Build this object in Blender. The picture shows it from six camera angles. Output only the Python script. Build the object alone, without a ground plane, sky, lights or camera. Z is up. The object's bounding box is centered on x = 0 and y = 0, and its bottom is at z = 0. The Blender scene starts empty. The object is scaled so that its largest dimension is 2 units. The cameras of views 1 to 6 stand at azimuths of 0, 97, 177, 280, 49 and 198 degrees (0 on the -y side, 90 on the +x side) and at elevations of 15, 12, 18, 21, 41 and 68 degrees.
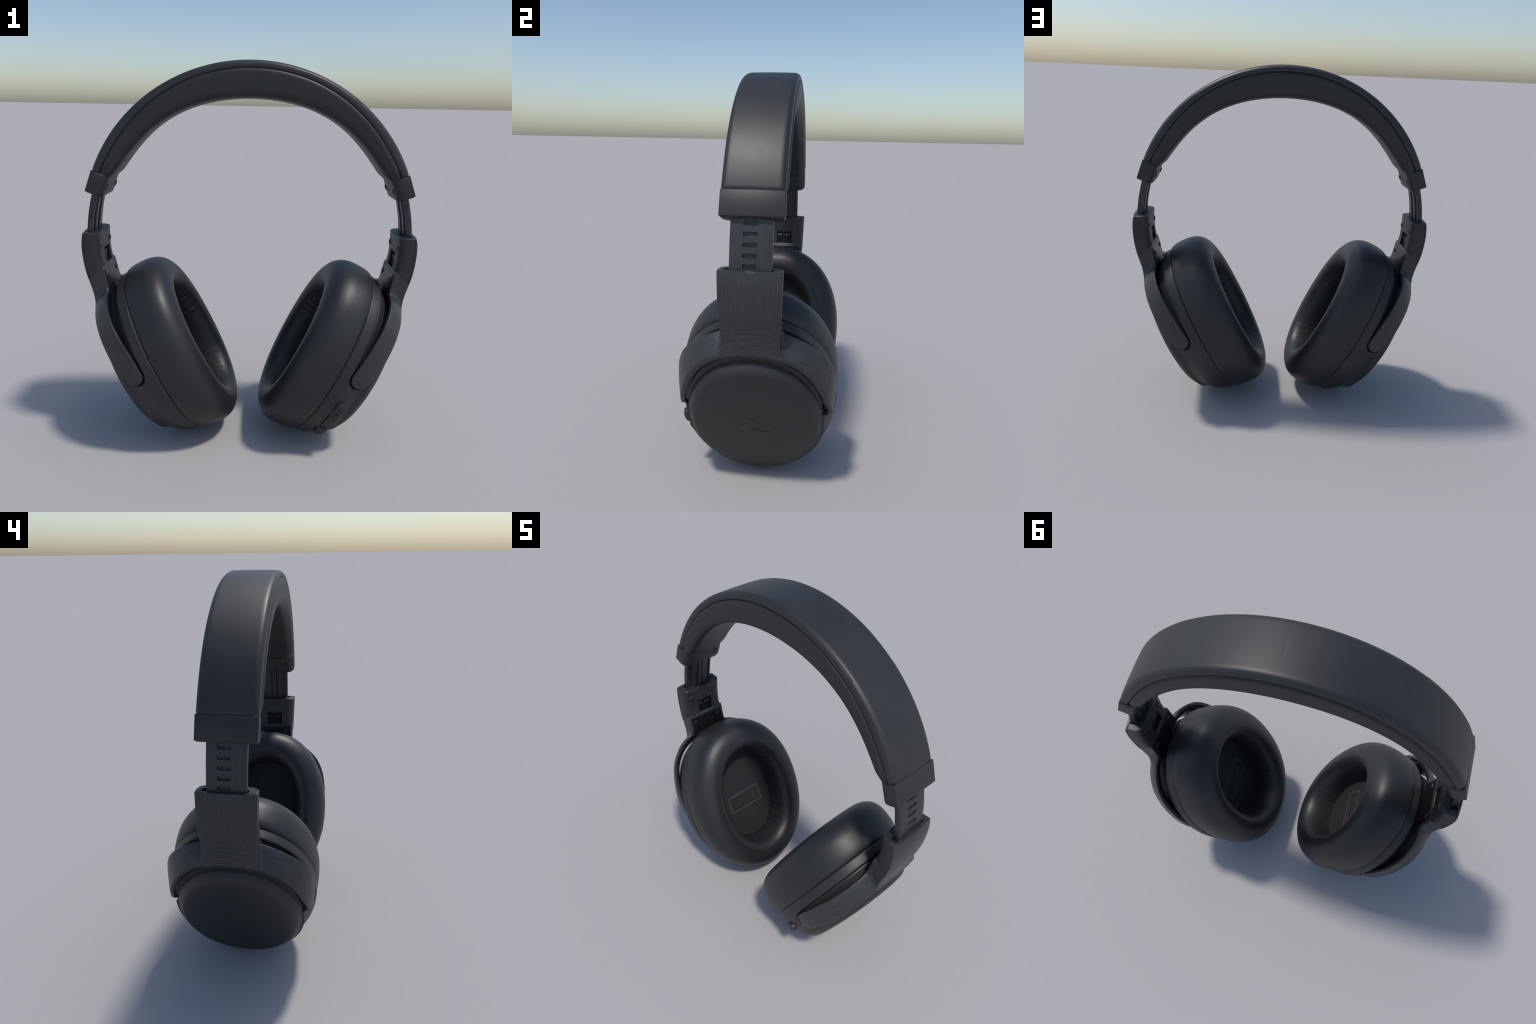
"""Over-ear headphones: padded arched headband, end clamps, slotted sliders,
hinge blocks, brushed U-shaped yokes and tilted oval ear cups."""
import bpy, bmesh, math, random
import numpy as np
from mathutils import Vector

random.seed(7)
RNG = np.random.default_rng(7)

# ------------------------------------------------------------------ materials
def new_mat(name, color, rough, metallic=0.0, spec=0.5, color2=None, noise_scale=30.0,
            rough_var=0.0, bump=0.0, bump_scale=200.0, stretch=(1, 1, 1), coat=0.0, sheen=0.0):
    m = bpy.data.materials.new(name)
    m.use_nodes = True
    nt = m.node_tree
    N, L = nt.nodes, nt.links
    b = N["Principled BSDF"]
    b.inputs["Base Color"].default_value = (*color, 1)
    b.inputs["Roughness"].default_value = rough
    b.inputs["Metallic"].default_value = metallic
    b.inputs["Specular IOR Level"].default_value = spec
    b.inputs["Coat Weight"].default_value = coat
    b.inputs["Sheen Weight"].default_value = sheen
    tc = N.new("ShaderNodeTexCoord")
    mp = N.new("ShaderNodeMapping")
    mp.inputs["Scale"].default_value = stretch
    L.new(tc.outputs["Object"], mp.inputs["Vector"])
    if color2 is not None or rough_var:
        n1 = N.new("ShaderNodeTexNoise")
        n1.inputs["Scale"].default_value = noise_scale
        n1.inputs["Detail"].default_value = 5
        L.new(mp.outputs["Vector"], n1.inputs["Vector"])
        if color2 is not None:
            r = N.new("ShaderNodeValToRGB")
            r.color_ramp.elements[0].position = 0.35
            r.color_ramp.elements[1].position = 0.68
            r.color_ramp.elements[0].color = (*color, 1)
            r.color_ramp.elements[1].color = (*color2, 1)
            L.new(n1.outputs["Fac"], r.inputs["Fac"])
            L.new(r.outputs["Color"], b.inputs["Base Color"])
        if rough_var:
            mr = N.new("ShaderNodeMapRange")
            mr.inputs["To Min"].default_value = rough - rough_var
            mr.inputs["To Max"].default_value = rough + rough_var
            L.new(n1.outputs["Fac"], mr.inputs["Value"])
            L.new(mr.outputs["Result"], b.inputs["Roughness"])
    if bump:
        n2 = N.new("ShaderNodeTexNoise")
        n2.inputs["Scale"].default_value = bump_scale
        n2.inputs["Detail"].default_value = 3
        L.new(mp.outputs["Vector"], n2.inputs["Vector"])
        bp = N.new("ShaderNodeBump")
        bp.inputs["Strength"].default_value = bump
        bp.inputs["Distance"].default_value = 0.002
        L.new(n2.outputs["Fac"], bp.inputs["Height"])
        L.new(bp.outputs["Normal"], b.inputs["Normal"])
    return m

MAT_COVER = new_mat("band_leatherette", (.020, .0205, .022), .47, color2=(.024, .0245, .026),
                    noise_scale=9, rough_var=.05, bump=.06, bump_scale=260)
MAT_PAD = new_mat("pad_leatherette", (.017, .0175, .0185), .50, color2=(.020, .0205, .0215),
                  noise_scale=12, rough_var=.04, bump=.05, bump_scale=300)
MAT_CUSHION = new_mat("cushion_protein_leather", (.015, .0155, .017), .46, color2=(.018, .0185, .020),
                      noise_scale=8, rough_var=.05, bump=.04, bump_scale=240)
MAT_PLASTIC = new_mat("matt_black_plastic", (.0185, .0188, .0195), .48, color2=(.022, .0222, .023),
                      noise_scale=14, rough_var=.04, bump=.04, bump_scale=420)
MAT_METAL_V = new_mat("brushed_black_metal_lengthwise", (.032, .034, .0365), .40, metallic=.3,
                      color2=(.050, .0525, .056), noise_scale=48, rough_var=.06, bump=.12,
                      bump_scale=90, stretch=(1, 7, .35))

def brushed_hoop_material():
    """Brushed metal whose grain runs round the yoke: noise on (axis, ring radius, slow angle)."""
    m = new_mat("brushed_black_metal_round_hoop", (.032, .034, .0365), .40, metallic=.3)
    nt = m.node_tree
    N, L = nt.nodes, nt.links
    b = N["Principled BSDF"]
    tc = N.new("ShaderNodeTexCoord")
    sx = N.new("ShaderNodeSeparateXYZ")
    L.new(tc.outputs["Object"], sx.inputs[0])
    def math_node(op, a, c=None):
        n = N.new("ShaderNodeMath")
        n.operation = op
        for k, v in enumerate((a, c)):
            if v is None:
                continue
            if isinstance(v, (int, float)):
                n.inputs[k].default_value = v
            else:
                L.new(v, n.inputs[k])
        return n.outputs[0]
    ax = math_node('ABSOLUTE', sx.outputs["X"])
    dx = math_node('SUBTRACT', ax, float(OC[0]))
    dz = math_node('SUBTRACT', sx.outputs["Z"], float(OC[2]))
    s = math_node('ADD', math_node('MULTIPLY', dx, float(NV[0])), math_node('MULTIPLY', dz, float(NV[2])))
    h = math_node('ADD', math_node('MULTIPLY', dx, float(WV[0])), math_node('MULTIPLY', dz, float(WV[2])))
    hn = math_node('DIVIDE', h, A0)
    yn = math_node('DIVIDE', sx.outputs["Y"], B0)
    r = math_node('SQRT', math_node('ADD', math_node('MULTIPLY', hn, hn), math_node('MULTIPLY', yn, yn)))
    ang = math_node('ARCTAN2', yn, hn)
    cb = N.new("ShaderNodeCombineXYZ")
    L.new(math_node('MULTIPLY', s, 260.0), cb.inputs[0])
    L.new(math_node('MULTIPLY', r, 110.0), cb.inputs[1])
    L.new(math_node('MULTIPLY', ang, 7.0), cb.inputs[2])
    n1 = N.new("ShaderNodeTexNoise")
    n1.inputs["Scale"].default_value = 1.0
    n1.inputs["Detail"].default_value = 4
    L.new(cb.outputs[0], n1.inputs["Vector"])
    rp = N.new("ShaderNodeValToRGB")
    rp.color_ramp.elements[0].position, rp.color_ramp.elements[1].position = .35, .7
    rp.color_ramp.elements[0].color = (.032, .034, .0365, 1)
    rp.color_ramp.elements[1].color = (.058, .061, .065, 1)
    L.new(n1.outputs["Fac"], rp.inputs["Fac"])
    L.new(rp.outputs["Color"], b.inputs["Base Color"])
    bp = N.new("ShaderNodeBump")
    bp.inputs["Strength"].default_value = .22
    bp.inputs["Distance"].default_value = .002
    L.new(n1.outputs["Fac"], bp.inputs["Height"])
    L.new(bp.outputs["Normal"], b.inputs["Normal"])
    return m
MAT_GLOSS = new_mat("glossy_black_plastic", (.009, .0095, .0105), .30, spec=.35, rough_var=.04, noise_scale=10)
MAT_CLOTH = new_mat("speaker_cloth", (.014, .0145, .016), .8, bump=.3, bump_scale=500)
MAT_PRINT = new_mat("grey_print", (.085, .089, .096), .6)
MAT_PRINT_DIM = new_mat("dim_grey_print", (.045, .047, .052), .6)
MAT_STEEL = new_mat("dark_screw_steel", (.065, .068, .075), .30, metallic=.8)
MAT_NEAR_BLACK = new_mat("near_black_fill", (.006, .006, .007), .6)  # near-black colour on solid pieces, standing in for the depth of openings

# ------------------------------------------------------------------ helpers
def smooth01(t):
    t = np.clip(t, 0, 1)
    return t * t * (3 - 2 * t)

def catmull(pts, n):
    """Resample a control polyline with a Catmull-Rom spline, evenly in parameter."""
    P = np.asarray(pts, float)
    Q = np.vstack([2 * P[0] - P[1], P, 2 * P[-1] - P[-2]])
    out = []
    for t in np.linspace(0, len(P) - 1, n):
        i = min(int(t), len(P) - 2)
        f = t - i
        a, b, c, d = Q[i], Q[i + 1], Q[i + 2], Q[i + 3]
        out.append(.5 * ((2 * b) + (c - a) * f + (2 * a - 5 * b + 4 * c - d) * f * f
                         + (3 * b - a - 3 * c + d) * f ** 3))
    return np.array(out)

def make_obj(name, verts, faces, mat, parent, angle=35, smooth=True):
    me = bpy.data.meshes.new(name)
    me.from_pydata([tuple(map(float, v)) for v in verts], [], faces)
    bm = bmesh.new()
    bm.from_mesh(me)
    bmesh.ops.remove_doubles(bm, verts=bm.verts, dist=1e-6)
    bmesh.ops.recalc_face_normals(bm, faces=bm.faces)
    bm.to_mesh(me)
    bm.free()
    return finish(name, me, mat, parent, angle, smooth)

def finish(name, me, mat, parent, angle=35, smooth=True):
    me.materials.clear()
    me.materials.append(mat)
    if smooth:
        me.polygons.foreach_set("use_smooth", [True] * len(me.polygons))
        if angle < 180:
            me.set_sharp_from_angle(angle=math.radians(angle))
    ob = bpy.data.objects.new(name, me)
    bpy.context.scene.collection.objects.link(ob)
    ob.parent = parent
    return ob

def loft(rings, closed=True, caps=True, loop=False):
    """Skin a list of equal-length rings. Returns verts, faces."""
    n = len(rings[0])
    V = [p for r in rings for p in r]
    F = []
    m = len(rings)
    for i in range(m if loop else m - 1):
        j = (i + 1) % m
        for k in range(n if closed else n - 1):
            l = (k + 1) % n
            F.append((i * n + k, i * n + l, j * n + l, j * n + k))
    if caps and not loop:
        F.append(tuple(range(n - 1, -1, -1)))
        F.append(tuple(range((m - 1) * n, m * n)))
    return V, F

def apply_mods(ob):
    dg = bpy.context.evaluated_depsgraph_get()
    me = bpy.data.meshes.new_from_object(ob.evaluated_get(dg))
    old = ob.data
    ob.modifiers.clear()
    ob.data = me
    me.name = old.name
    bpy.data.meshes.remove(old)
    return ob

def box_verts(c, ax, ay, az):
    """Box from centre and three half-vectors."""
    c, ax, ay, az = map(np.asarray, (c, ax, ay, az))
    V = [c + i * ax + j * ay + k * az for i in (-1, 1) for j in (-1, 1) for k in (-1, 1)]
    F = [(0, 1, 3, 2), (4, 6, 7, 5), (0, 4, 5, 1), (2, 3, 7, 6), (0, 2, 6, 4), (1, 5, 7, 3)]
    return V, F

def bevel(ob, w, seg=3, angle=40):
    m = ob.modifiers.new("bevel", 'BEVEL')
    m.width = w
    m.segments = seg
    m.limit_method = 'ANGLE'
    m.angle_limit = math.radians(angle)
    apply_mods(ob)
    me = ob.data
    me.polygons.foreach_set("use_smooth", [True] * len(me.polygons))
    me.set_sharp_from_angle(angle=math.radians(50))
    return ob

def cut(ob, cutters):
    """Boolean-subtract helper meshes and delete them."""
    for c in cutters:
        m = ob.modifiers.new("cut", 'BOOLEAN')
        m.operation = 'DIFFERENCE'
        m.solver = 'EXACT'
        m.object = c
    apply_mods(ob)
    for c in cutters:
        bpy.data.objects.remove(c)
    me = ob.data
    me.set_sharp_from_angle(angle=math.radians(35))
    return ob

# ------------------------------------------------------------------ root
root = bpy.data.objects.new("headphones", None)
bpy.context.scene.collection.objects.link(root)
root["label"] = "matt black over-ear headphones with padded arched headband"
root["category"] = "headphones"
root.rotation_euler = (0, 0, math.radians(.44))

# ------------------------------------------------------------------ headband
# polar profiles about a point under the crown: r(theta) as even polynomials
ARC_C = (0.0, 1.2)
OUTER = [(0, 2.0), (.113, 1.994), (.204, 1.975), (.295, 1.947), (.387, 1.908), (.480, 1.854),
         (.556, 1.795), (.624, 1.727), (.675, 1.667), (.726, 1.592), (.768, 1.519), (.789, 1.462)]
GROOVE = [(0, 1.966), (.157, 1.948), (.338, 1.894), (.476, 1.809), (.571, 1.719), (.644, 1.637),
          (.705, 1.544), (.753, 1.455)]
INNER = [(0, 1.823), (.123, 1.816), (.222, 1.794), (.322, 1.761), (.422, 1.712), (.499, 1.656),
         (.573, 1.577), (.623, 1.516), (.664, 1.459), (.694, 1.421)]

def polar_fit(pts):
    p = np.array(pts) - ARC_C
    th = np.arctan2(p[:, 0], p[:, 1])
    r = np.hypot(p[:, 0], p[:, 1])
    A = np.stack([th ** 0, th ** 2, th ** 4, th ** 6], 1)
    c = np.linalg.lstsq(A, r, rcond=None)[0]
    return lambda t: c[0] + c[1] * t ** 2 + c[2] * t ** 4 + c[3] * t ** 6

r_out, r_groove, r_in = polar_fit(OUTER), polar_fit(GROOVE), polar_fit(INNER)
TH_END = math.radians(71.9)

def arc_pt(th, r, y):
    return (ARC_C[0] + r * math.sin(th), y, ARC_C[1] + r * math.cos(th))

def headband():
    band = bpy.data.objects.new("headband", None)
    bpy.context.scene.collection.objects.link(band)
    band.parent = root
    rings_c, rings_p = [], []
    ths = np.linspace(-TH_END, TH_END, 420)
    for th in ths:
        ro, rg, ri = r_out(th), r_groove(th), r_in(th)
        # the last centimetre is squeezed into the clamp
        q = float(smooth01((abs(th) - TH_END + .03) / .024))
        ro, ri = ro - .008 * q, ri + .008 * float(smooth01((abs(th) - TH_END + .05) / .048))
        g = ro - rg
        hw = .1345 - .005 * q
        # stitched join across the crown: a hair-fine dip, slightly crooked
        prof = []
        corner = 12
        cy, cr = .031, g * .95
        for a in np.linspace(0, math.pi / 2, corner):          # +y edge: side up to top
            prof.append((hw - cy + cy * math.cos(a) ** .75, cr - cr * math.sin(a) ** .75))
        for y in np.linspace(hw - cy, -(hw - cy), 26)[1:-1]:
            prof.append((y, 0.0))
        for a in np.linspace(math.pi / 2, 0, corner):
            prof.append((-(hw - cy + cy * math.cos(a) ** .75), cr - cr * math.sin(a) ** .75))
        prof += [(-(hw - .006), g + .004), (-(hw - .02), g + .006), (hw - .02, g + .006), (hw - .006, g + .004)]
        ring = []
        for y, d in prof:
            crease = 0.0
            if d < .01:
                xs = ro * th - .038 - .004 * y / .1 + .002 * math.sin(y * 60)
                crease = .0004 * math.exp(-(xs / .005) ** 2) * float(smooth01((.10 - abs(y + .015)) / .03))
            ring.append(arc_pt(th, ro - d - crease - .0012 * (y / .1) ** 2 * (d < .01), y))
        rings_c.append(ring)
        # pad
        T = ro - ri
        pw = .1395 - .010 * float(smooth01((abs(th) - TH_END + .09) / .085))
        cb = min(.048, (T - g) * .45)
        prof = [(pw - .034, g - .004), (pw - .020, g + .0005), (pw - .007, g + .004), (pw - .001, g + .013), (pw, g + .022)]
        for f in (.3, .6):
            prof.append((pw - .004 * f, g + .022 + f * (T - cb - g - .022)))
        for a in np.linspace(0, math.pi / 2, 14):
            prof.append((pw - .004 - .054 + .054 * math.cos(a), T - cb + cb * math.sin(a) - .003))
        for y in np.linspace(pw - .058, 0, 5)[1:]:
            prof.append((y, T - .003 + .003 * (1 - (y / (pw - .057)) ** 2)))
        full = prof + [(-y, d) for y, d in prof[-2::-1]]
        rings_p.append([arc_pt(th, ro - d, y) for y, d in full])
    V, F = loft(rings_c)
    make_obj("band_cover", V, F, MAT_COVER, band, 50)
    V, F = loft(rings_p)
    make_obj("band_pad", V, F, MAT_PAD, band, 50)

headband()

# ------------------------------------------------------------------ side assemblies
T_CUP = math.radians(26)
NV = np.array([math.cos(T_CUP), 0, -math.sin(T_CUP)])     # cup axis, outward
WV = np.array([math.sin(T_CUP), 0, math.cos(T_CUP)])      # cup "up"
YV = np.array([0, 1.0, 0])
OC = np.array([.445, 0, .478])
A0, B0 = .480, .380                                       # cup half height / half width

MAT_METAL_H = brushed_hoop_material()

class Side:
    def __init__(self, sg):
        self.sg = sg
        self.screw_mesh = None
    def w(self, p):
        """right-hand world point -> this side"""
        return (p[0] * self.sg, p[1], p[2])
    def L(self, s, h, y):
        return self.w(OC + s * NV + h * WV + y * YV)

def sell(th, a, b, n=2.12):
    """superellipse point (h, y)"""
    c, s = math.cos(th), math.sin(th)
    return (a * math.copysign(abs(c) ** (2 / n), c), b * math.copysign(abs(s) ** (2 / n), s))

def d_section(O, I, hw, r, e=.005, m=9, ni=8, crown=0.0):
    """D-shaped ring: flat outer face at O, rounded inner corners at I (points in x-z)."""
    O, I = np.array([O[0], 0, O[1]]), np.array([I[0], 0, I[1]])
    D = np.linalg.norm(I - O)
    u = (I - O) / D
    pts = [(-hw + e, 0), (-hw + e * .3, e * .3), (-hw, e)]
    for a in np.linspace(0, math.pi / 2, m):
        pts.append((-hw + r - r * math.cos(a), D - r * .9 + r * .9 * math.sin(a)))
    for y in np.linspace(-hw + r, hw - r, ni)[1:-1]:
        pts.append((y, D + .003 * (1 - (y / (hw - r)) ** 2)))
    for a in np.linspace(math.pi / 2, 0, m):
        pts.append((hw - r + r * math.cos(a), D - r * .9 + r * .9 * math.sin(a)))
    pts += [(hw, e), (hw - e * .3, e * .3), (hw - e, 0)]
    for y in np.linspace(hw - e, -hw + e, 8)[1:-1]:
        pts.append((y, -crown * (1 - (y / (hw - e)) ** 2)))
    return [O + u * d + YV * y for y, d in pts]

def shrink_ring(ring, f_abs, shift):
    R = np.array(ring)
    c = R.mean(0)
    v = R - c
    ln = np.linalg.norm(v, axis=1, keepdims=True)
    return list(c + v * (1 - f_abs / ln) + shift)

def screw_mesh():
    """Countersunk head with a raised rim and cross slot, facing +z."""
    bm = bmesh.new()
    prof = [(0, .0004), (.0035, .0004), (.0038, .0030), (.0074, .0034), (.0088, .0022), (.0094, .0006), (.0096, -.004)]
    n = 20
    rings = []
    for r, z in prof:
        if r == 0:
            rings.append([bm.verts.new((0, 0, z))])
        else:
            rings.append([bm.verts.new((r * math.cos(2 * math.pi * k / n), r * math.sin(2 * math.pi * k / n), z)) for k in range(n)])
    for k in range(n):
        bm.faces.new((rings[0][0], rings[1][k], rings[1][(k + 1) % n]))
    for a, b in zip(rings[1:-1], rings[2:]):
        for k in range(n):
            bm.faces.new((a[k], b[k], b[(k + 1) % n], a[(k + 1) % n]))
    bmesh.ops.recalc_face_normals(bm, faces=bm.faces)
    me = bpy.data.meshes.new("screw")
    bm.to_mesh(me)
    bm.free()
    me.materials.append(MAT_STEEL)
    me.polygons.foreach_set("use_smooth", [True] * len(me.polygons))
    me.set_sharp_from_angle(angle=math.radians(40))
    return me

SCREW = screw_mesh()

def place_screw(S, pos, nrm, parent, scale=1.0):
    ob = bpy.data.objects.new("screw", SCREW)
    bpy.context.scene.collection.objects.link(ob)
    ob.parent = parent
    p = S.w(pos)
    n = Vector(S.w(nrm)).normalized()
    ob.rotation_mode = 'QUATERNION'
    ob.location = p
    ob.rotation_quaternion = n.to_track_quat('Z', 'Y')
    ob.scale = (scale,) * 3
    return ob

def text_mesh(name, body, size, depth, mat, parent, M):
    """Built-in-font text turned into a mesh; M maps (x, y, z) of the text plane to world."""
    cu = bpy.data.curves.new(name, 'FONT')
    cu.body = body
    cu.size = size
    cu.extrude = depth
    cu.align_x = 'CENTER'
    cu.align_y = 'CENTER'
    ob = bpy.data.objects.new(name, cu)
    bpy.context.scene.collection.objects.link(ob)
    dg = bpy.context.evaluated_depsgraph_get()
    me0 = bpy.data.meshes.new_from_object(ob.evaluated_get(dg))
    V = [M(*v.co) for v in me0.vertices]
    F = [tuple(p.vertices) for p in me0.polygons]
    bpy.data.objects.remove(ob)
    bpy.data.curves.remove(cu)
    bpy.data.meshes.remove(me0)
    return make_obj(name, V, F, mat, parent, 30)

# ---- clamp at the band end
CL_AX = np.array([.333, 0, -.943])
CL_NR = np.array([.943, 0, .333])
CL_TOP = np.array([.7795, 0, 1.467])
def clamp(S):
    length, D = .112, .083
    rings = []
    for l, sh in ((0, .006), (.0015, .002), (.005, 0), (.03, 0), (.06, 0), (length - .014, 0), (length - .006, .0025), (length - .0015, .007), (length, .013)):
        o = CL_TOP + CL_AX * l
        i = o - CL_NR * D
        ring = d_section((o[0], o[2]), (i[0], i[2]), .1348, .045)
        rings.append([S.w(p) for p in shrink_ring(ring, sh, 0)])
    V, F = loft(rings)
    ob = make_obj("band_clamp", V, F, MAT_PLASTIC, root, 40)
    # thin cover plate on the outer face
    c = CL_TOP + CL_AX * (length * .5 - .003) + CL_NR * .0005
    V, F = box_verts(c, CL_AX * (length * .5 - .001), YV * .1335, CL_NR * .0065)
    pl = make_obj("clamp_plate", [S.w(v) for v in V], F, MAT_PLASTIC, ob, 30)
    bevel(pl, .003, 2)
    for y in (-.084, .084):
        p = CL_TOP + CL_AX * .060 - CL_NR * (D + .0005) + YV * y
        place_screw(S, p, -CL_NR + YV * (.12 if y > 0 else -.12), ob, 1.6)
    # raised letter between the screws
    base = CL_TOP + CL_AX * .06 - CL_NR * (D + .0025)
    def M(x, y, z):
        # seen from the inside: right of the text is -y on the +x side
        return S.w(base + YV * (-x * S.sg) - CL_AX * y - CL_NR * z)
    text_mesh("side_letter", "R" if S.sg > 0 else "L", .026, .0012, MAT_PLASTIC, ob, M)
    return ob

# ---- slotted slider
SL_FIT = np.polyfit([1.40, 1.337, 1.259, 1.154, 1.10], [.785, .803, .822, .8345, .837], 2)
def slider(S):
    zs = np.linspace(1.41, 1.10, 40)
    half = [(0.0, -.0015), (.030, -.0014), (.060, -.0008), (.083, 0.0), (.0865, .0015), (.088, .005), (.088, .026), (.086, .0295), (.077, .0305), (.0755, .029),
            (.0755, .024), (.056, .026), (.0555, .035), (.020, .037), (.0195, .027), (.0115, .027), (.011, .041), (.009, .0425), (0, .0425)]
    prof = half + [(-y, d) for y, d in half[-2:0:-1]]
    rings = []
    for z in zs:
        x = np.polyval(SL_FIT, z)
        sl = np.polyval(np.polyder(SL_FIT), z)
        n = np.array([1, 0, -sl]) / math.hypot(1, sl)
        o = np.array([x, 0, z])
        rings.append([S.w(o - n * d + YV * y) for y, d in prof])
    V, F = loft(rings)
    ob = make_obj("slider", V, F, MAT_METAL_V, root, 35)
    cutters, floors = [], []
    for z in (1.338, 1.295, 1.252, 1.209, 1.166):
        x = np.polyval(SL_FIT, z)
        sl = np.polyval(np.polyder(SL_FIT), z)
        n = np.array([1, 0, -sl]) / math.hypot(1, sl)
        t = np.array([sl, 0, 1]) / math.hypot(1, sl)
        V, F = box_verts(np.array([x, .003, z]) + n * .002, n * .0145, YV * .0295, t * .0095)
        c = make_obj("cutter", [S.w(v) for v in V], F, MAT_METAL_V, None, 30, False)
        bevel(c, .003, 2)
        cutters.append(c)
    cut(ob, cutters)
    # dark backing seen at the bottom of the slots
    rings = []
    for z in np.linspace(1.36, 1.14, 12):
        x = np.polyval(SL_FIT, z) - .0145
        rings.append([S.w((x + dx, y, z)) for dx, y in ((0, -.031), (0, .031), (-.006, .031), (-.006, -.031))])
    V, F = loft(rings)
    make_obj("slot_backing", V, F, MAT_NEAR_BLACK, ob, 40)
    return ob

# ---- hinge block
BL_O = [(.848, 1.148), (.8540, 1.115), (.8560, 1.075), (.8540, 1.030), (.849, .985), (.842, .945), (.833, .908)]
BL_I = [(.766, 1.145), (.767, 1.112), (.767, 1.078), (.7655, 1.045), (.7625, 1.015), (.7585, .993), (.754, .974)]
def block(S):
    O, I = catmull(BL_O, 25), catmull(BL_I, 25)
    hw = np.linspace(.1345, .1275, 25)
    rings = []
    for k in range(25):
        u = (I[k] - O[k]) / np.linalg.norm(I[k] - O[k])
        o = O[k] + u * .009
        rings.append(d_section(o, I[k], hw[k], .042, .003))
    up = np.array([0, 0, 1.0])
    first = shrink_ring(rings[0], .006, up * .004)
    rings = [shrink_ring(rings[0], .012, up * .0045), first] + rings
    dn = np.array([-.02, 0, -.8]) * .001
    rings += [shrink_ring(rings[-1], .004, dn * 2.5)]
    V, F = loft([[S.w(p) for p in r] for r in rings])
    ob = make_obj("hinge_block", V, F, MAT_PLASTIC, root, 40)
    cutters = []
    # sunk pocket round the slider
    V, F = box_verts((.823, 0, 1.16), (.0165, 0, 0), (0, .101, 0), (0, 0, .035))
    cutters.append(make_obj("cutter", [S.w(v) for v in V], F, MAT_PLASTIC, None, 30, False))
    # hinge window on the inner side
    V, F = box_verts((.755, 0, 1.006), (.032, 0, 0), (0, .049, 0), (0, 0, .052))
    cutters.append(make_obj("cutter", [S.w(v) for v in V], F, MAT_PLASTIC, None, 30, False))
    cut(ob, cutters)
    # brushed outer plate
    rings = []
    e = .0035
    for k in range(25):
        u = (I[k] - O[k]) / np.linalg.norm(I[k] - O[k])
        h = hw[k] + .0008
        pr = [(-h, .0095), (-h, e), (-h + e * .3, e * .3), (-h + e, 0)] + [(y, -.010 * (1 - (y / (h - e)) ** 2)) for y in np.linspace(-h + e, h - e, 15)[1:-1]] + \
             [(h - e, 0), (h - e * .3, e * .3), (h, e), (h, .0095)]
        rings.append([np.array([O[k][0] + u[0] * d, y, O[k][1] + u[1] * d]) for y, d in pr])
    rings = [shrink_ring(rings[0], .003, up * .0025)] + rings
    V, F = loft([[S.w(p) for p in r] for r in rings])
    make_obj("block_plate", V, F, MAT_METAL_V, ob, 40)
    # hinge barrel: two knuckles with a notch, seen in the window
    for y0, y1 in ((-.0478, -.005), (.005, .0478)):
        rings = []
        for y in (y0, y0 + .002, y1 - .002, y1):
            sh = .002 if y in (y0, y1) else 0
            pts = []
            for a in np.linspace(-20, 110, 14):
                r = .024 - sh
                pts.append((.7935 - r * math.cos(math.radians(a)), 1.018 + r * math.sin(math.radians(a))))
            pts += [(.80, .955), (.764 + sh, .955)]
            rings.append([S.w((x, y, z)) for x, z in pts])
        V, F = loft(rings)
        make_obj("hinge_knuckle", V, F, MAT_GLOSS, ob, 40)
    V, F = box_verts((.792, 0, .99), (.02, 0, 0), (0, .008, 0), (0, 0, .03))
    make_obj("hinge_pin_block", [S.w(v) for v in V], F, MAT_NEAR_BLACK, ob, 30, False)
    for y in (-.084, .084):
        place_screw(S, (.7665, y, 1.086), (-1, .12 if y > 0 else -.12, 0), ob, 1.6)
    return ob

# ---- yoke: neck + hoop, fused
#            y     h     s(upper)
HOOP_U = [(.370, .050, .062), (.373, .100, .066), (.371, .160, .071), (.354, .255, .081), (.316, .342, .092),
          (.262, .402, .098), (.200, .444, .098), (.130, .470, .095), (.0, .480, .093)]
HOOP_L = [(.356, .050, .161), (.350, .085, .170), (.338, .140, .182), (.317, .208, .190), (.281, .289, .195),
          (.228, .357, .196), (.160, .403, .195), (.070, .430, .194), (.0, .434, .194)]

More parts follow.
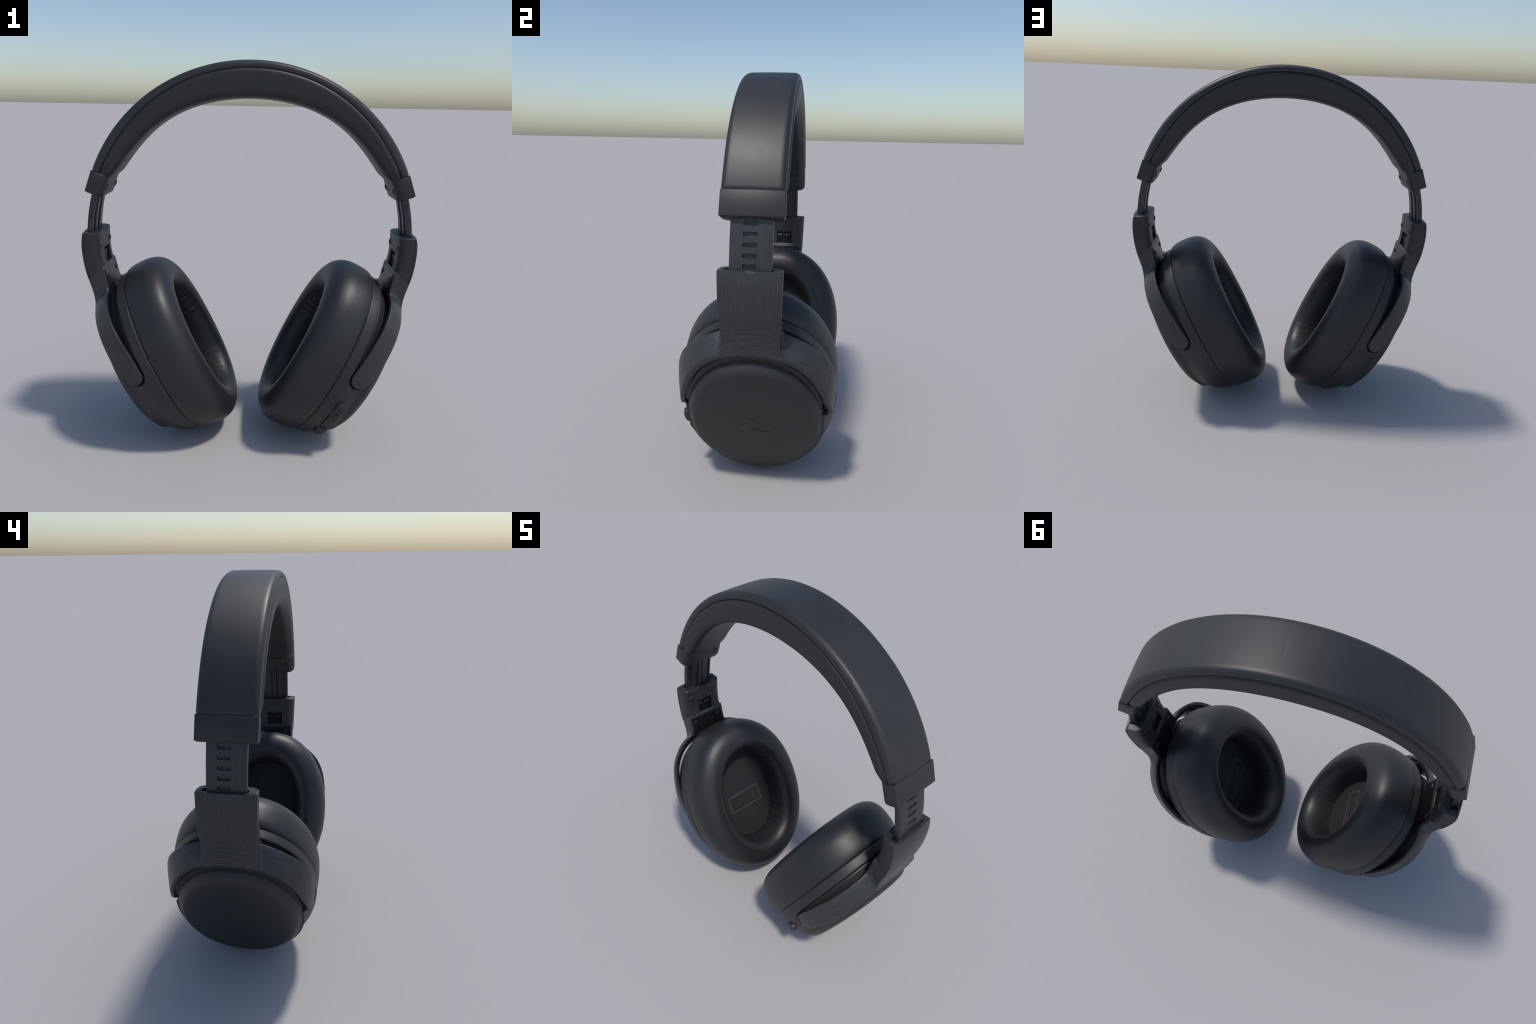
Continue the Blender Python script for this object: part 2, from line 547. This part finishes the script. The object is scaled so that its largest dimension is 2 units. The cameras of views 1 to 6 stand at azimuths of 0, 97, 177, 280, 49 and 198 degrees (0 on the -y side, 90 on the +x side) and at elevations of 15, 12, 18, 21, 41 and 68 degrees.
def hoop_rings(S, thick, du=0.0, dl=0.0, inset=0.0, tip=True):
    U = catmull(HOOP_U, 60)
    Lw = catmull(HOOP_L, 60)
    def one(u, l):
        rad = np.array([-(u[0] + l[0]) / 2 / B0 ** 2, -((u[1] + l[1]) / 2 - .02) / A0 ** 2, 0])
        rad /= np.linalg.norm(rad)
        u2 = u + (l - u) * du
        l2 = l + (u - l) * dl
        ring = []
        for f in np.linspace(0, 1, 9):
            p = u2 + (l2 - u2) * f - rad * ((.004 + .005 * math.exp(-((abs(u[0]) - .2) / .07) ** 2)) * (1 - (2 * f - 1) ** 2)) + rad * inset
            ring.append(p)
        for f in np.linspace(1, 0, 6):
            ring.append(u2 + (l2 - u2) * f + rad * (inset + thick))
        return ring
    half = []
    if tip:
        u0, l0 = U[0], Lw[0]
        c, hv = (u0 + l0) / 2, (l0 - u0) / 2
        r = np.linalg.norm(hv)
        for a in np.linspace(86, 0, 10)[:-1]:
            a = math.radians(a)
            dr = np.array([-.004 * math.sin(a), -r * math.sin(a), 0])
            half.append(one(c + dr - hv * math.cos(a), c + dr + hv * math.cos(a)))
    for u, l in zip(U, Lw):
        half.append(one(u, l))
    rings = half + [[p * [-1, 1, 1] for p in r] for r in half[-2::-1]]
    return [[S.L(p[2], p[1], p[0]) for p in r] for r in rings]

# neck limits in the cup frame: outer and inner face as s(h)
NECK_OUT = [(.37, .203), (.40, .198), (.424, .190), (.452, .181), (.480, .173), (.506, .168), (.530, .164), (.556, .160), (.60, .153)]
NECK_IN = [(.40, .104), (.446, .094), (.480, .085), (.524, .074), (.552, .067), (.580, .060), (.60, .055)]
NECK_HW = .1265

def neck_slices(S):
    """Slices at constant s; sides sweep out in a fillet to meet the hoop."""
    ho, so = np.array(NECK_OUT).T
    hi, si = np.array(NECK_IN).T
    rings = []
    for s in np.linspace(.063, .1995, 46):
        f = np.clip((s - .095) / (.198 - .095), 0, 1)
        hoop = .470 + (.416 - .470) * f + .006 * 4 * f * (1 - f)        # hoop face at the neck's side
        hoop -= max(.095 - s, 0) * 1.2
        bottom = max(hoop - .022 + .014 * f, float(np.interp(-s, -si, hi)) if s < .098 else 0)
        plane = .580 - (s - .062) * .26 + .004
        def top(y):
            c = .010 * max(1 - (y / NECK_HW) ** 2, 0)
            q = max(s - c, .15)
            return max(min(plane, float(np.interp(-q, -so, ho))), bottom + .002 + .018 * f * max(1 - (y / .13) ** 2, 0))
        side = []
        ht = top(NECK_HW)
        for h in np.linspace(bottom, ht, 22):
            tt = (hoop - .004 - h) / .55
            w = .018
            side.append((NECK_HW + w * math.log1p(math.exp((tt + .004) / w)), h))
        crest = [(y, top(y)) for y in np.linspace(NECK_HW * .98, -NECK_HW * .98, 25)]
        base = [(y, bottom + .018 * f * max(1 - (y / .13) ** 2, 0)) for y in np.linspace(-side[0][0], side[0][0], 14)[1:-1]]
        ring = side + crest + [(-y, h) for y, h in side[::-1]] + base
        rings.append([S.L(s, h, y) for y, h in ring])
    return rings

def yoke(S):
    V, F = loft(hoop_rings(S, .023))
    V = list(V)
    V2, F2 = loft(neck_slices(S))
    off = len(V)
    V += V2
    F += [tuple(i + off for i in f) for f in F2]
    ob = make_obj("yoke", V, F, MAT_METAL_H, root, 60)
    m = ob.modifiers.new("fuse", 'REMESH')
    m.mode = 'VOXEL'
    m.voxel_size = .0032
    m2 = ob.modifiers.new("ease", 'SMOOTH')
    m2.factor = .5
    m2.iterations = 7
    apply_mods(ob)
    me = ob.data
    me.materials.clear()
    me.materials.append(MAT_METAL_H)
    me.polygons.foreach_set("use_smooth", [True] * len(me.polygons))
    # dark inner lining along the hoop
    V, F = loft(hoop_rings(S, .015, .12, .10, .0205, False))
    make_obj("yoke_lining", V, F, MAT_GLOSS, ob, 40)
    # lining plate on the neck, with two screws
    hi, si = np.array(NECK_IN).T
    rings = []
    hs = np.linspace(.566, .458, 24)
    for k, h in enumerate(hs):
        s = float(np.interp(h, hi, si))
        w = .110 - (.012 if k == 0 else .003 if k == 1 else 0) + .008 * smooth01((.50 - h) / .05)
        pr = .0005 if k == 0 else .0030
        rings.append([S.L(s - pr, h, y) for y in np.linspace(-w, w, 9)] + [S.L(s + .010, h, y) for y in np.linspace(w, -w, 9)])
    V, F = loft(rings)
    make_obj("neck_lining", V, F, MAT_GLOSS, ob, 40)
    for y in (-.085, .085):
        p = OC + (float(np.interp(.528, hi, si)) - .002) * NV + .528 * WV + YV * y
        place_screw(S, p, -NV - WV * .22, ob, 1.6)
    return ob

# ---- ear cup housing
def prof_fn(pts):
    P = np.array(pts)
    return lambda s: np.interp(s, P[:, 0], P[:, 1])

K_LOW = prof_fn([(-.006, .965), (0, .985), (.003, .991), (.006, .994), (.04, .992), (.06, .986), (.08, .971), (.10, .951), (.115, .930),
                 (.130, .905), (.142, .885), (.152, .871), (.164, .862), (.186, .856)])
K_WAIST = prof_fn([(-.01, .97), (.05, .95), (.066, .945), (.10, .918), (.125, .885), (.15, .855), (.2, .845)])

def cup_pt(S, s, th, k):
    h, y = sell(th, A0, B0)
    return S.L(s, h * k, y * k)

def housing(S):
    nth = 420
    ss = np.concatenate([np.linspace(-.006, .006, 5), np.linspace(.009, .045, 9), np.linspace(.048, .182, 62)])
    rings = []
    r_p, s_p, h_p = .058, .113, .052
    for s in ss:
        ring = []
        for t in range(nth):
            th = 2 * math.pi * t / nth
            h, y = sell(th, A0, B0)
            if h > h_p:
                d = (s_p - r_p) - s
            else:
                d = math.hypot(s - s_p, h - h_p) - r_p
            m = float(smooth01(.5 - d / .009))
            kl = float(K_LOW(s))
            kw = min(kl, float(K_WAIST(max(s, .066))) - .035 * float(smooth01((.16 - h) / .1)))
            k = kl + (kw - kl) * m
            # slight chin at the lowest part
            k += .028 * float(smooth01((-h / A0 - .88) / .12) * smooth01((s - .03) / .05) * smooth01((.155 - s) / .04))
            ring.append(S.L(s, h * k, y * k))
        rings.append(ring)
    rings.append([cup_pt(S, .182, 2 * math.pi * t / nth, .70) for t in range(nth)])
    rings.insert(0, [cup_pt(S, -.006, 2 * math.pi * t / nth, .80) for t in range(nth)])
    V, F = loft(rings)
    ob = make_obj("cup_housing", V, F, MAT_PLASTIC, root, 45)
    return ob

CAP = [(.135, .790), (.150, .822), (.162, .834), (.174, .836), (.185, .828), (.196, .811), (.206, .790), (.213, .772),
       (.2185, .750), (.2215, .724), (.2240, .685), (.2275, .60), (.2320, .45), (.2352, .25), (.2365, .08)]
CAP_TILT = .016
def cap(S, parent):
    nth = 200
    P = catmull(CAP, 60)
    rings = []
    for s, k in P:
        ring = []
        for t in range(nth):
            h, y = sell(2 * math.pi * t / nth, A0, B0)
            h, y = h * k * (.965 if h > 0 else 1.0) - .010, y * k * (1 - .02 * float(smooth01(h / .25)))
            ring.append(S.L(s + CAP_TILT * h * float(smooth01((s - .16) / .05)), h, y))
        rings.append(ring)
    V, F = loft(rings)
    ob = make_obj("outer_cap", V, F, MAT_PLASTIC, parent, 60)
    # embossed mountain-like emblem: two slivers, (h, y) as seen from outside
    peak = [(.091, -.011), (.090, .015), (.056, .033), (.037, .051), (.015, .060), (.019, .038), (.037, .018),
            (.030, -.007), (.019, -.031), (.035, -.050), (.052, -.029)]
    wave = [(-.001, -.005), (.016, .019), (-.003, .048), (-.002, .078), (-.025, .084), (-.026, .056), (-.011, .024)]
    for poly in (peak, wave):
        n = len(poly)
        c = np.mean(poly, 0)
        rings = []
        for s, f in ((.2300, 1.0), (.2374, 1.0), (.2385, .92)):
            ring = []
            for h, y in poly:
                h2, y2 = c + (np.array([h, y]) - c) * f
                ring.append(S.L(s + CAP_TILT * (h2 - .04), h2 - .04, (y2 - .006) * S.sg))
            rings.append(ring)
        V, F = loft(rings)
        make_obj("emblem", V, F, MAT_PLASTIC, ob, 20)
    return ob

# ---- ear cushion
CUSH = [  # s, inward offset d
    (.0, .030), (.001, .014), (-.004, .005), (-.014, -.001), (-.040, -.006), (-.080, -.008), (-.115, -.007), (-.145, -.001),
    (-.172, .010), (-.194, .027), (-.211, .050), (-.222, .075), (-.226, .098), (-.222, .121), (-.208, .143), (-.185, .160),
    (-.152, .172), (-.112, .179), (-.075, .182), (-.050, .183), (-.030, .175), (-.010, .155)]
def cushion(S):
    nth = 360
    P = catmull(CUSH, 96)
    phase = RNG.uniform(0, 6.28, 8)
    rings = []
    for t in range(nth):
        th = 2 * math.pi * t / nth
        ring = []
        # wrinkles gather on the inner wall, uneven round the ring
        wr = (math.sin(th * 58 + phase[0] + 2 * math.sin(3 * th + phase[1])) * .5
              + math.sin(th * 37 + phase[2] + 1.5 * math.sin(5 * th)) * .5)
        amount = .45 + .55 * math.sin(2 * th + phase[3]) * math.sin(3 * th + phase[4])
        for s, d in P:
            f = 0.0
            if d > .12:
                f = float(smooth01((s + .215) / .05) * smooth01((-.03 - s) / .03))
            d2 = d + f * max(amount, .1) * (.0028 * wr + .0006 * math.sin(s * 120 + th * 25))
            d2 += .005 * math.sin(th) ** 2 - .010 * math.cos(th) ** 2 * (d < .1)
            h, y = sell(th, A0 - d2, B0 - d2)
            # lip leans in a little towards the lower end
            lean = .003 * float(smooth01((-.08 - s) / .12)) * h / A0
            ring.append(S.L(s + lean, h + .002, y))
        rings.append(ring)
    V, F = loft(rings, loop=True, caps=False)
    ob = make_obj("ear_cushion", V, F, MAT_CUSHION, root, 180)
    # driver cover cloth
    nf = 120
    fs = -.060
    rings = [[S.L(fs + (.0015 if f > .95 else 0), *sell(2 * math.pi * t / nf, .33 * f, .24 * f)) for t in range(nf)] for f in (.02, .3, .6, .9, 1.0)]
    rings.append([S.L(fs + .01, *sell(2 * math.pi * t / nf, .33, .24)) for t in range(nf)])
    V, F = loft(rings)
    cloth = make_obj("driver_cloth", V, F, MAT_CLOTH, ob, 40)
    # added paler bead: paints the lit rim stitch line where cloth meets wall
    rings = []
    for t in range(nf):
        th = 2 * math.pi * t / nf
        ring = []
        for a in range(6):
            an = a * math.pi / 3
            d = .0022 * math.cos(an)
            h, y = sell(th, .297 + d, .193 + d)
            ring.append(S.L(fs - .0015 + .0022 * math.sin(an), h, y))
        rings.append(ring)
    V, F = loft(rings, loop=True, caps=False)
    make_obj("lit_rim_bead", V, F, MAT_PRINT_DIM, cloth, 180)
    # printed frame with the side letter
    h0, h1, y0, y1 = -.095, .009, -.1195, .1175
    lw = .0022
    V, F = [], []
    for hc, yc, hh, yy in (((h0 + h1) / 2, y0, (h1 - h0) / 2 + lw, lw), ((h0 + h1) / 2, y1, (h1 - h0) / 2 + lw, lw),
                           (h0, (y0 + y1) / 2, lw, (y1 - y0) / 2 - lw - .0002), (h1, (y0 + y1) / 2, lw, (y1 - y0) / 2 - lw - .0002)):
        v, f = box_verts((fs - .0006, hc, yc), (.0009, 0, 0), (0, hh, 0), (0, 0, yy))
        F += [tuple(i + len(V) for i in q) for q in f]
        V += [S.L(*p) for p in v]
    make_obj("printed_frame", V, F, MAT_PRINT, cloth, 20, False)
    def M(x, y, z):
        # lettering stands upside down near the end that is on the right seen from inside
        return S.L(fs - .0006 - z, -.040 - y, (-.060 + x) * S.sg)
    text_mesh("side_letter", "R" if S.sg > 0 else "L", .062, .0008, MAT_PRINT_DIM, cloth, M)
    return ob

# ---- control buttons on one cup
def buttons(S, parent):
    def frame(h, k=.962):
        # front (-y) side of the oval at this height
        best = min((abs(sell(th, A0, B0)[0] * k - h), th) for th in np.linspace(-math.pi, -math.pi / 2 + .2, 1200))[1]
        hh, yy = sell(best, A0, B0)
        g = np.array([hh / A0 ** 2, yy / B0 ** 2])
        g /= np.linalg.norm(g)
        return np.array([hh * k, yy * k]), g
    def pill(name, ha, hb, height, width, round_a, round_b, dip):
        hs = np.linspace(ha, hb, 26)
        pts = [frame(h) for h in hs]
        ln = np.cumsum([0] + [float(np.linalg.norm(pts[i + 1][0] - pts[i][0])) for i in range(len(pts) - 1)])
        tot = ln[-1]
        rings = []
        for (p, g), l in zip(pts, ln):
            w, e = width / 2, height
            for on, q in ((round_a, l), (round_b, tot - l)):
                if on and q < width / 2:
                    w *= math.sqrt(max(1 - ((width / 2 - q) / (width / 2)) ** 2, .02))
                if not on and q < .016:
                    e -= dip * (1 - q / .016)
            ring = []
            b = min(.004, w * .5)
            for ds, up in ((-w, -.02), (-w, e - b), (-w + b * .3, e - b * .3), (-w + b, e), (w - b, e), (w - b * .3, e - b * .3), (w, e - b), (w, -.02)):
                q = p + g * up
                ring.append(S.L(.096 + ds, q[0], q[1]))
            rings.append(ring)
        V, F = loft(rings)
        make_obj(name, V, F, MAT_PLASTIC, parent, 40)
    pill("round_button", -.105, -.172, .016, .052, True, False, .010)
    pill("rocker_button", -.176, -.292, .014, .050, False, False, .010)
    pill("round_button", -.296, -.360, .016, .052, False, True, .010)
    # solid near-black plug standing in for the pin hole above
    p, g = frame(-.058)
    V, F = [], []
    rings = []
    for up in (-.01, .0012):
        rings.append([S.L(.076 + .0045 * math.cos(a), p[0] + .0045 * math.sin(a), p[1] + g[1] * (up + .002)) for a in np.linspace(0, 2 * math.pi, 13)[:-1]])
    V, F = loft(rings)
    make_obj("pin_hole_plug", V, F, MAT_NEAR_BLACK, parent, 30)

for sg in (1, -1):
    S = Side(sg)
    clamp(S)
    slider(S)
    block(S)
    yoke(S)
    hs = housing(S)
    cap(S, hs)
    cushion(S)
    if sg > 0:
        buttons(S, hs)
